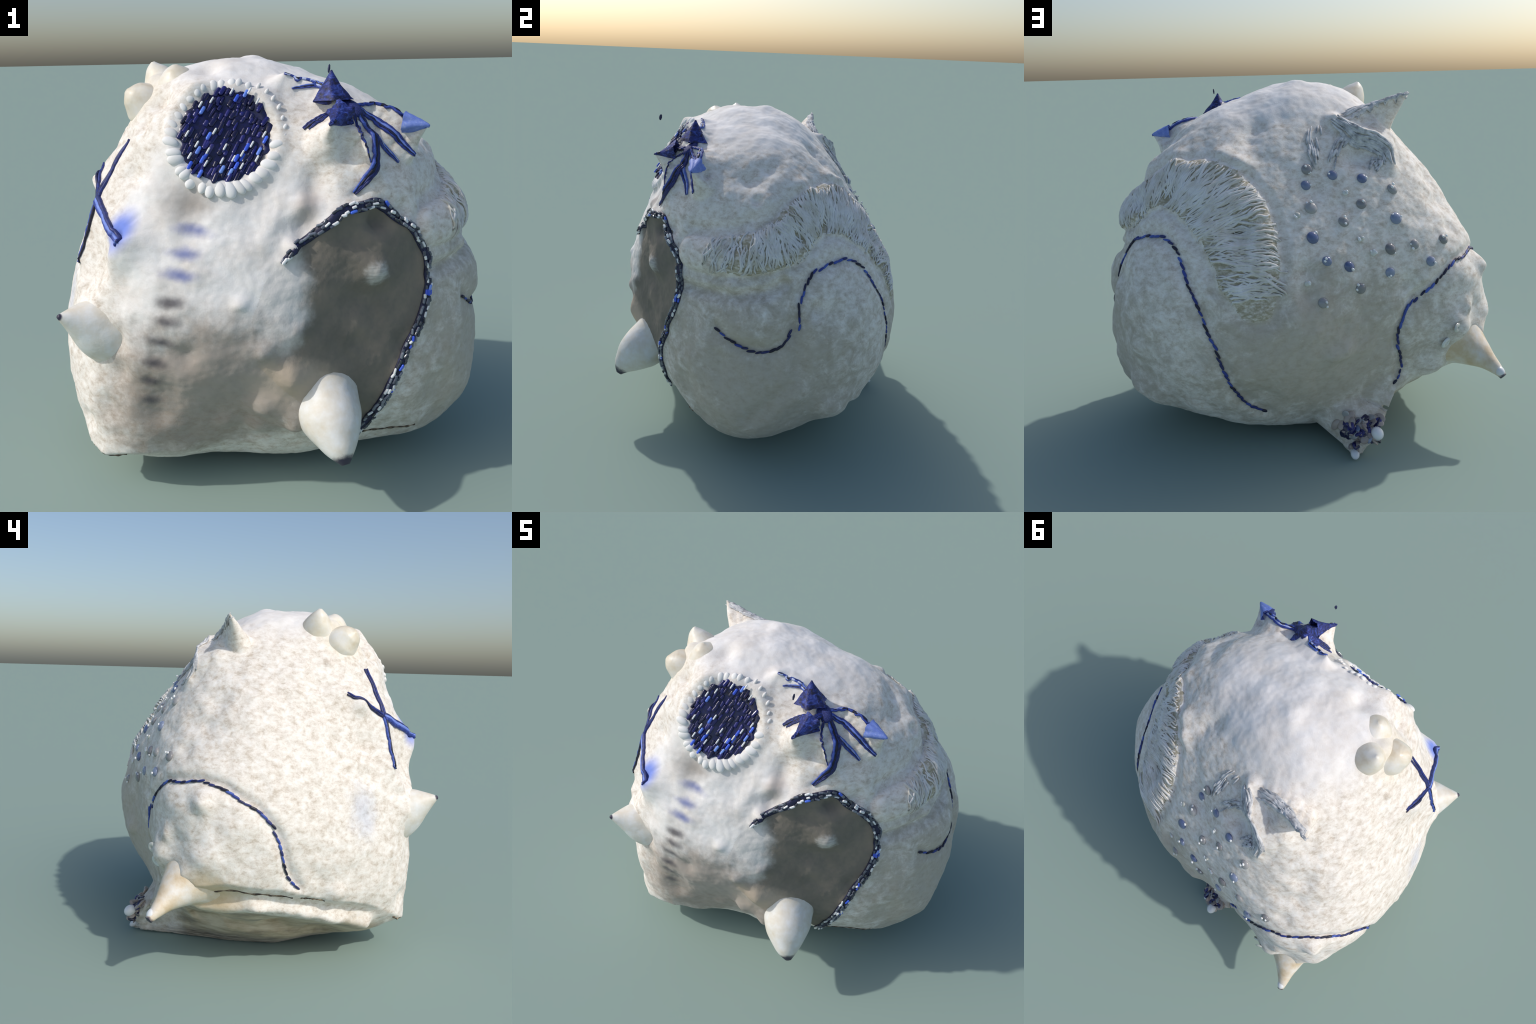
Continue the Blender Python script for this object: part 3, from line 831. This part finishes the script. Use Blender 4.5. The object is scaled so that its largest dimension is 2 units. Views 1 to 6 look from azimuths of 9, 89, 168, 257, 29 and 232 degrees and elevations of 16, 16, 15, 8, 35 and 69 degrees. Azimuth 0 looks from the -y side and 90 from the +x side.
v, f = [], []
rings, seg = 14, 96
for i in range(rings + 1):
    for j in range(seg):
        w = 2 * math.pi * j / seg
        edge = 1.0 + 0.035 * math.sin(13 * w + 1) + 0.025 * math.sin(23 * w)
        r = i / rings * edge
        lift = 0.007 if i < rings else -0.006
        v.append(disc_point(r * math.cos(w), r * math.sin(w), lift)[0])
for i in range(rings):
    for j in range(seg):
        k = (j + 1) % seg
        f.append([i * seg + j, i * seg + k, (i + 1) * seg + k, (i + 1) * seg + j][::-1])
part("disc_ground", mesh_of("disc_ground", v, f), BEAD_DARK, disc)
LEAN = (0.56, 0.83)
DIRECTION = (DU * LEAN[0] + DV * LEAN[1]).normalized()
for row in range(-11, 12):
    for col in range(-6, 7):
        if RNG.random() < 0.35:
            continue
        across = row * 0.088 + RNG.uniform(-0.04, 0.04)
        along = (col + 0.5 * (row % 2)) * 0.158 + RNG.uniform(-0.07, 0.07)
        a = LEAN[0] * along + LEAN[1] * across
        b = LEAN[1] * along - LEAN[0] * across
        if a * a + b * b > 0.93:
            continue
        q, nr = disc_point(a, b, 0.008)
        me = BUGLE_BLUE if RNG.random() < 0.03 else BUGLE_NAVY
        place("bugle_bead", me, q, DIRECTION + nr * RNG.uniform(-0.12, 0.12) + DU * RNG.uniform(-0.8, 0.8), nr, (RNG.uniform(0.026, 0.050), RNG.uniform(0.012, 0.022), 0.013), disc)
# the bright beads, where they catch the eye (units of the disc's half-axes)
WHITE_SPOTS = [(-0.51, 0.70), (-0.27, 0.77), (0.21, 0.95), (0.60, 0.89), (0.80, 0.64), (-0.82, 0.12), (-0.24, 0.11), (-0.63, -0.11),
               (-0.79, -0.34), (-0.38, -0.27), (-0.03, -0.23), (0.55, -0.26), (0.35, -0.43), (0.15, -0.51), (-0.12, -0.52),
               (-0.46, -0.55), (0.31, -0.70), (0.65, -0.61), (0.85, -0.12)]
BLUE_SPOTS = [(-0.47, 0.57), (-0.36, 0.02), (-0.60, -0.23), (-0.53, -0.45), (-0.79, -0.56), (-0.56, -0.79), (-0.12, -0.72), (0.06, -0.83),
              (0.22, -0.51), (0.44, -0.32), (0.88, -0.25), (0.20, -0.66), (0.28, 0.77), (0.50, 0.86), (0.72, -0.45)]
for spots, me, size in ((WHITE_SPOTS, BUGLE_WHITE, (0.031, 0.0085, 0.009)), (BLUE_SPOTS, BUGLE_BLUE, (0.036, 0.014, 0.010))):
    for a, b in spots:
        if a * a + b * b > 0.94:
            a, b = a * 0.95, b * 0.95
        q, nr = disc_point(a, b, 0.019)
        place("bugle_bead", me, q, DIRECTION, nr, size, disc)
PLEAT_MESH = bead_mesh("pleat", ball, PLEAT, 14, 14)
ring = bpy.data.objects.new("pleated_ring", None)
bpy.context.collection.objects.link(ring)
ring.parent = ROOT
for j in range(36):
    w = 2 * math.pi * (j + RNG.uniform(-0.25, 0.25)) / 36
    full = 1.0 if math.sin(w) < 0.25 else 0.72
    rad = 1.13 + RNG.uniform(-0.02, 0.03)
    q, nr = disc_point(rad * math.cos(w), rad * math.sin(w), -0.007)
    radial = DU * math.cos(w) + DV * math.sin(w)
    lean = radial.normalized() + DIRECTION * 0.5
    if math.cos(w) > 0.55 and math.sin(w) > -0.3:
        place("pleat", PLEAT_MESH, q + radial * 0.12, DIRECTION, nr, (0.030, 0.015, 0.012), ring)
    else:
        place("pleat", PLEAT_MESH, q, lean, nr, (0.062 * full * RNG.uniform(0.8, 1.2), 0.044 * full * RNG.uniform(0.85, 1.15), 0.030 * full), ring)

# ---- blue tassel ----------------------------------------------------
tassel = bpy.data.objects.new("blue_tassel", None)
bpy.context.collection.objects.link(tassel)
tassel.parent = ROOT
THICK = {"long_right": 0.011, "right": 0.010, "low_right": 0.009, "long_down": 0.013, "beak": 0.012, "inner": 0.006,
         "left_up": 0.009, "left_flat": 0.006, "left_low": 0.008, "left_lowest": 0.006}
for key, pts in ARMS.items():
    th = THICK[key]
    cnt = 26
    path, tn, _ = curve(pts, cnt)
    pale = SKY if key in ("long_right", "right", "low_right", "left_up") else BLUE
    for lane, mat in ((-1.15, BLUE), (-0.4, NAVY), (0.4, pale), (1.15, BLUE if pale is SKY else NAVY)):
        if th < 0.007 and lane > 1:
            continue
        vv, ff, line = [], [], []
        for i in range(cnt):
            q, nr = on_felt(path[i], 0.003)
            side = nr.cross(tn[i]).normalized()
            spread = th * 0.95 * (0.5 + 0.6 * math.sin(math.pi * i / (cnt - 1)))
            q2, nr2 = on_felt(q + side * lane * spread, 0.002 + 0.3 * th)
            line.append(q2)
        taper = lambda u: th * 0.55 * (1 - 0.55 * max(0, (u - 0.75) / 0.25)) * (1 + 0.18 * math.sin(40 * u + 5 * lane))
        tube(vv, ff, line, taper, 8)
        part("tassel_arm", mesh_of("tassel_arm", vv, ff), mat, tassel)


def cone_wrap(name, foot, tip, radius, mat, parent, seg=28, rings=16, lean=1.3):
    """Thin wrapped cone that covers a pinched peak of the felt."""
    foot, tip = Vector(foot), Vector(tip)
    ax = (tip - foot).normalized()
    a = ax.orthogonal().normalized()
    b = ax.cross(a)
    vv, ff = [], []
    for i in range(rings + 1):
        t = i / rings
        r = radius * (1 - t) ** lean + 0.003
        for j in range(seg):
            w = 2 * math.pi * j / seg
            rr = r * (1 + 0.16 * math.sin(5 * w + 3 * t) * (1 - t) + 0.07 * math.sin(11 * w + 7 * t))
            vv.append(foot + (tip - foot) * t + (a * math.cos(w) + b * math.sin(w)) * rr)
    for i in range(rings):
        for j in range(seg):
            k = (j + 1) % seg
            ff.append([i * seg + j, i * seg + k, (i + 1) * seg + k, (i + 1) * seg + j])
    ff.append([rings * seg + j for j in range(seg)])
    return part(name, mesh_of(name, vv, ff), mat, parent)


def tassel_wrap_material():
    n = Nodes("wrapped_blue_thread")
    col = n.ramp(n.noise(26, 4, 0.7, (1, 1, 2.2), 1.0), [(0.38, (0.006, 0.007, 0.035)), (0.52, (0.018, 0.03, 0.19)), (0.64, (0.05, 0.09, 0.40)), (0.76, (0.20, 0.27, 0.62))])
    n.bump(n.noise(60, 3), 0.4, 0.01)
    return n.done(col, 0.6)


WRAP = tassel_wrap_material()
cone_wrap("tassel_peak", (0.325, -0.380, 1.635), PEAK, 0.070, WRAP, tassel, lean=1.1)
cone_wrap("tassel_peak", (0.365, -0.465, 1.585), BEAK, 0.050, WRAP, tassel, lean=1.2)
cone_wrap("tassel_peak", (0.605, -0.343, 1.545), (0.706, -0.364, 1.533), 0.040, SKY, tassel, lean=0.8)
cone_wrap("tassel_peak", (0.31, -0.385, 1.645), (0.252, -0.405, 1.632), 0.03, WRAP, tassel, lean=1.0)
knot = bead_mesh("tassel_knot", ball, WRAP, 16, 16)
place("tassel_knot", knot, (0.395, -0.395, 1.605), (0.3, -0.2, -0.2), (0, -0.5, 0.8), (0.11, 0.075, 0.045), tassel)
# stray bit of scan debris, floating just off the beak
debris = bead_mesh("scan_debris", ball, NAVY, 4, 5)
place("scan_debris", debris, (0.320, -0.563, 1.757), (0.1, 0.2, 1), (1, 0, 0), (0.034, 0.018, 0.010), tassel)

# ---- tent with crossing threads ------------------------------------
tent = bpy.data.objects.new("crossed_threads", None)
bpy.context.collection.objects.link(tent)
tent.parent = ROOT
for arm, th in zip(TENT_ARMS, (0.020, 0.014, 0.012, 0.012)):
    for lane, mat in ((-0.6, BLUE), (0.6, NAVY), (0.0, SKY)):
        if mat is SKY and th < 0.018:
            continue
        path, tn, _ = curve(arm, 22)
        line = []
        for i in range(22):
            q, nr = on_felt(path[i], 0.004)
            line.append(on_felt(q + nr.cross(tn[i]).normalized() * lane * th, 0.003)[0])
        vv, ff = [], []
        tube(vv, ff, line, lambda u: th * 0.62 * (1 - 0.4 * u * u), 8)
        part("crossing_thread", mesh_of("crossing_thread", vv, ff), mat, tent)


# ---- horns ----------------------------------------------------------
def horn_mesh(spine, radii, seg=48, rings=48, rough=0.04, seed=0):
    spine = [Vector(p) for p in spine]
    vv, ff = [], []
    for i in range(rings + 1):
        t = i / rings
        c = catmull(spine, t)
        tan = (catmull(spine, t + .01) - catmull(spine, t - .01)).normalized()
        a = tan.cross(Vector((0.1, 0.2, 1)).normalized()).normalized()
        b = tan.cross(a)
        r = max(catmull(radii, t), 0.002)
        for j in range(seg):
            w = 2 * math.pi * j / seg
            dirn = a * math.cos(w) + b * math.sin(w)
            vv.append(c + dirn * r * (1 + rough * mnoise.noise((c + dirn * r) * 14 + Vector((seed, 0, 0)))))
    for i in range(rings):
        for j in range(seg):
            k = (j + 1) % seg
            ff.append([i * seg + j, i * seg + k, (i + 1) * seg + k, (i + 1) * seg + j])
    vv.append(spine[-1])
    for j in range(seg):
        ff.append([rings * seg + j, rings * seg + (j + 1) % seg, len(vv) - 1])
    return mesh_of("horn", vv, ff)


PALE = [(0.35, (0.72, 0.66, 0.55)), (0.5, (0.78, 0.75, 0.68)), (0.65, (0.84, 0.84, 0.82))]
TAN = [(0.35, (0.66, 0.52, 0.34)), (0.5, (0.76, 0.66, 0.52)), (0.65, (0.82, 0.78, 0.72))]
part("horn", horn_mesh([(-.54, -.54, .725), (-.60, -.625, .750), (-.66, -.70, .798), (-.718, -.772, .841)], [.20, .142, .078, .007]),
     horn_material("left_horn", PALE, (-0.716, -0.771, 0.840), 0.020))
part("horn", horn_mesh([(.26, -.50, .53), (.315, -.61, .465), (.355, -.70, .40), (.388, -.768, .335), (.41, -.80, .285)], [.20, .142, .118, .068, .016], seed=3),
     horn_material("front_horn", PALE, (0.405, -0.800, 0.290), 0.062))
back = part("horn", horn_mesh([(-.70, .44, .52), (-.79, .55, .465), (-.86, .64, .41), (-.905, .70, .365), (-.924, .733, .338)], [.25, .13, .060, .030, .018], seed=5),
            horn_material("back_horn", TAN, (-0.924, 0.733, 0.336), 0.030))
cap = bead_mesh("horn_cap", ball, BEAD_WHITE, 12, 12)
place("horn_cap", cap, (-0.910, 0.715, 0.362), (-0.4, 0.6, -0.5), (0, 0, 1), (0.062, 0.048, 0.048), back)

shells = bpy.data.objects.new("shell_cluster", None)
bpy.context.collection.objects.link(shells)
shells.parent = ROOT
for sp, rd, sd in (([(-.36, -.19, 1.62), (-.41, -.185, 1.70), (-.44, -.182, 1.76), (-.45, -.182, 1.793)], [.11, .085, .045, .008], 1),
                   ([(-.29, -.27, 1.62), (-.31, -.295, 1.70), (-.318, -.307, 1.755), (-.32, -.31, 1.781)], [.12, .10, .055, .01], 2),
                   ([(-.42, -.28, 1.58), (-.465, -.32, 1.635), (-.50, -.348, 1.665), (-.518, -.359, 1.68)], [.10, .085, .052, .012], 4)):
    part("shell_bump", horn_mesh(sp, rd, rough=0.08, seed=sd), SHELL, shells)

# ---- glass beads, seed beads and buttons on the back ----------------
GREY_SPOTS = [(0.024, 0.497, 1.411), (0.034, 0.602, 1.246), (-0.110, 0.645, 1.178), (-0.210, 0.609, 1.251), (-0.382, 0.561, 1.304),
              (-0.458, 0.665, 1.047), (-0.627, 0.613, 1.048), (-0.329, 0.686, 1.039), (-0.164, 0.740, 0.873), (0.030, 0.786, 0.838)]
BLUE_GLASS = [(0.040, 0.540, 1.344), (-0.091, 0.529, 1.381), (-0.232, 0.546, 1.360), (0.048, 0.677, 1.120), (-0.373, 0.632, 1.173),
              (-0.538, 0.674, 0.959), (-0.004, 0.726, 1.016), (-0.111, 0.726, 0.981), (-0.317, 0.711, 0.931)]
CLEAR_SPOTS = [(-0.139, 0.580, 1.301), (0.103, 0.617, 1.218), (-0.184, 0.678, 1.099), (0.095, 0.769, 0.926), (-0.237, 0.698, 1.029)]
beadwork = bpy.data.objects.new("beadwork", None)
bpy.context.collection.objects.link(beadwork)
beadwork.parent = ROOT
GLASS = [bead_mesh("glass_bead_" + c, ball, m, 14, 16) for c, m in (("grey", GLASS_GREY), ("blue", GLASS_BLUE), ("pale", GLASS_CLEAR))]
SEED = bead_mesh("seed_bead", ball, BEAD_WHITE, 8, 10)
for spots, me, size in ((GREY_SPOTS, GLASS[0], 0.056), (BLUE_GLASS, GLASS[1], 0.054), (CLEAR_SPOTS, GLASS[2], 0.030)):
    for sp in spots:
        q, nr = on_felt(sp, 0.002)
        d = size * RNG.uniform(0.88, 1.12)
        a = nr.orthogonal().normalized()
        place("glass_bead", me, q, a, nr, (d, d * RNG.uniform(0.88, 1.0), d * 0.55), beadwork)
        for k in range(RNG.choice((1, 2, 2, 3))):
            w = RNG.uniform(0, 6.28)
            off = (a * math.cos(w) + nr.cross(a) * math.sin(w)) * d * RNG.uniform(0.22, 0.5)
            qq, n2 = on_felt(q + off, 0.006 + 0.3 * d * (off.length < 0.35 * d))
            sz = RNG.uniform(0.011, 0.019)
            place("seed_bead", SEED, qq, a, n2, (sz, sz * 0.8, sz * 0.7), beadwork)


def button_mesh():
    vv, ff, seg, prof = [], [], 36, [(0.06, -0.1), (0.10, 0.10), (0.22, 0.20), (0.36, 0.18), (0.47, 0.08), (0.50, -0.1)]
    for r, z in prof:
        for j in range(seg):
            w = 2 * math.pi * j / seg
            vv.append((r * math.cos(w), r * math.sin(w), z))
    for i in range(len(prof) - 1):
        for j in range(seg):
            k = (j + 1) % seg
            ff.append([(i) * seg + j, (i + 1) * seg + j, (i + 1) * seg + k, (i) * seg + k])
    ff.append([j for j in range(seg)])
    return mesh_of("button", vv, ff)


BUTTON = button_mesh()
BUTTON.materials.append(GLASS_CLEAR)
for sp, d in (((-0.640, 0.638, 0.535), 0.074), ((-0.685, 0.647, 0.609), 0.058)):
    q, nr = on_felt(sp, 0.003)
    place("button", BUTTON, q, Vector((0.7, 0.5, 0.1)), nr, (d, d * 0.85, d * 0.5), beadwork)

# ---- woven nest -----------------------------------------------------
nest = bpy.data.objects.new("woven_nest", None)
bpy.context.collection.objects.link(nest)
nest.parent = ROOT
LOOPS = [(NEST_BAND, 0.048, 70), (NEST_HOOK, 0.045, 60),
         ([(-0.054, 0.350, 1.607), (-0.028, 0.413, 1.534), (-0.024, 0.468, 1.462), (-0.036, 0.499, 1.419)], 0.028, 18),
         ([(-0.190, 0.405, 1.545), (-0.140, 0.445, 1.500), (-0.100, 0.490, 1.440), (-0.085, 0.515, 1.410)], 0.026, 16),
         ([(-0.345, 0.462, 1.450), (-0.325, 0.490, 1.425), (-0.300, 0.519, 1.392)], 0.028, 18)]
v, f = [], []
for pts, spread, count in LOOPS:
    path, tn, ln = curve(pts, 60)
    for i in range(count):
        t0 = RNG.uniform(0, 0.72)
        t1 = min(1.0, t0 + RNG.uniform(0.18, 0.4))
        lane = RNG.uniform(-1, 1) * spread
        lane2 = lane + RNG.uniform(-0.5, 0.5) * spread
        line = []
        for q in range(9):
            t = t0 + (t1 - t0) * q / 8
            k = min(int(t * 59), 59)
            c, nr = on_felt(path[k], 0)
            side = nr.cross(tn[k]).normalized()
            taper = 1 - 0.55 * t if pts is NEST_HOOK else 1
            line.append(on_felt(c + side * (lane + (lane2 - lane) * q / 8) * taper, 0.005)[0])
        r0 = RNG.uniform(0.0045, 0.009)
        tube(v, f, line, lambda u: r0 * max(math.sin(math.pi * min(max(u, 0.06), 0.94)) ** 0.5, 0.2), 6)
part("yarn_strand", mesh_of("yarn_strand", v, f), YARN, nest, stuff=True)

# ---- beaded spur under the back ------------------------------------
spur = bpy.data.objects.new("beaded_spur", None)
bpy.context.collection.objects.link(spur)
spur.parent = ROOT
TAUPE_BEAD = bead_mesh("spur_bead", ball, TAUPE, 10, 12)
CORNERS = [Vector((-0.02, 0.68, 0.20)), Vector((-0.27, 0.68, 0.24)), Vector((-0.10, 0.75, 0.06)), Vector((-0.22, 0.77, 0.14))]
for i in range(120):
    wgt = [RNG.random() ** 1.5 for _ in CORNERS]
    s_ = sum(wgt)
    c = sum((p * (w / s_) for p, w in zip(CORNERS, wgt)), Vector())
    c += Vector((RNG.uniform(-.09, .09), 0.04, RNG.uniform(-.07, .06)))
    q, nr = on_felt(c, 0.004)
    if nr.y < 0.1 or q.z < 0.035:
        continue
    u = RNG.random()
    d = RNG.uniform(0.022, 0.05)
    me = TAUPE_BEAD if u < 0.52 else GLASS[0] if u < 0.6 else BUGLE_NAVY if u < 0.95 else GLASS[1]
    place("spur_bead", me, q, (RNG.uniform(-1, 1), RNG.uniform(-1, 1), RNG.uniform(-1, 1)), nr, (d * RNG.uniform(1, 1.7), d, d * 0.42), spur)
for pos, axis, size in (((-0.132, 0.752, 0.030), (0.1, 0.6, -0.4), (0.06, 0.045, 0.036)), ((-0.236, 0.780, 0.142), (-0.2, 0.6, -0.3), (0.07, 0.06, 0.06))):
    place("spur_tip", cap, pos, axis, (0, 0, 1), size, spur)

# ---- torn, dark-edged rim under the left side -----------------------
def torn_material():
    n = Nodes("torn_edge")
    col = n.ramp(n.noise(28, 3), [(0.4, (0.05, 0.04, 0.035)), (0.55, (0.20, 0.15, 0.10)), (0.7, (0.55, 0.45, 0.33))])
    return n.done(col, 0.9)


TORN = torn_material()
for pts in ([(-0.90, 0.43, 0.42), (-0.93, 0.37, 0.425), (-0.955, 0.28, 0.41), (-0.955, 0.14, 0.395), (-0.945, 0.06, 0.39)],
            [(-0.945, 0.02, 0.385), (-0.94, -0.05, 0.37), (-0.93, -0.10, 0.36)],
            [(-0.72, -0.56, 0.20), (-0.67, -0.62, 0.165), (-0.62, -0.65, 0.15), (-0.52, -0.67, 0.17)],
            [(0.48, -0.47, 0.215), (0.60, -0.42, 0.20), (0.72, -0.36, 0.20)]):
    thread_object("torn_edge", pts, lambda u: 0.0065 * (0.55 + 0.45 * math.sin(31 * u + 1) * math.sin(9 * u)) + 0.002, TORN, ROOT, 6, 0.0, 50, True, 0.8)
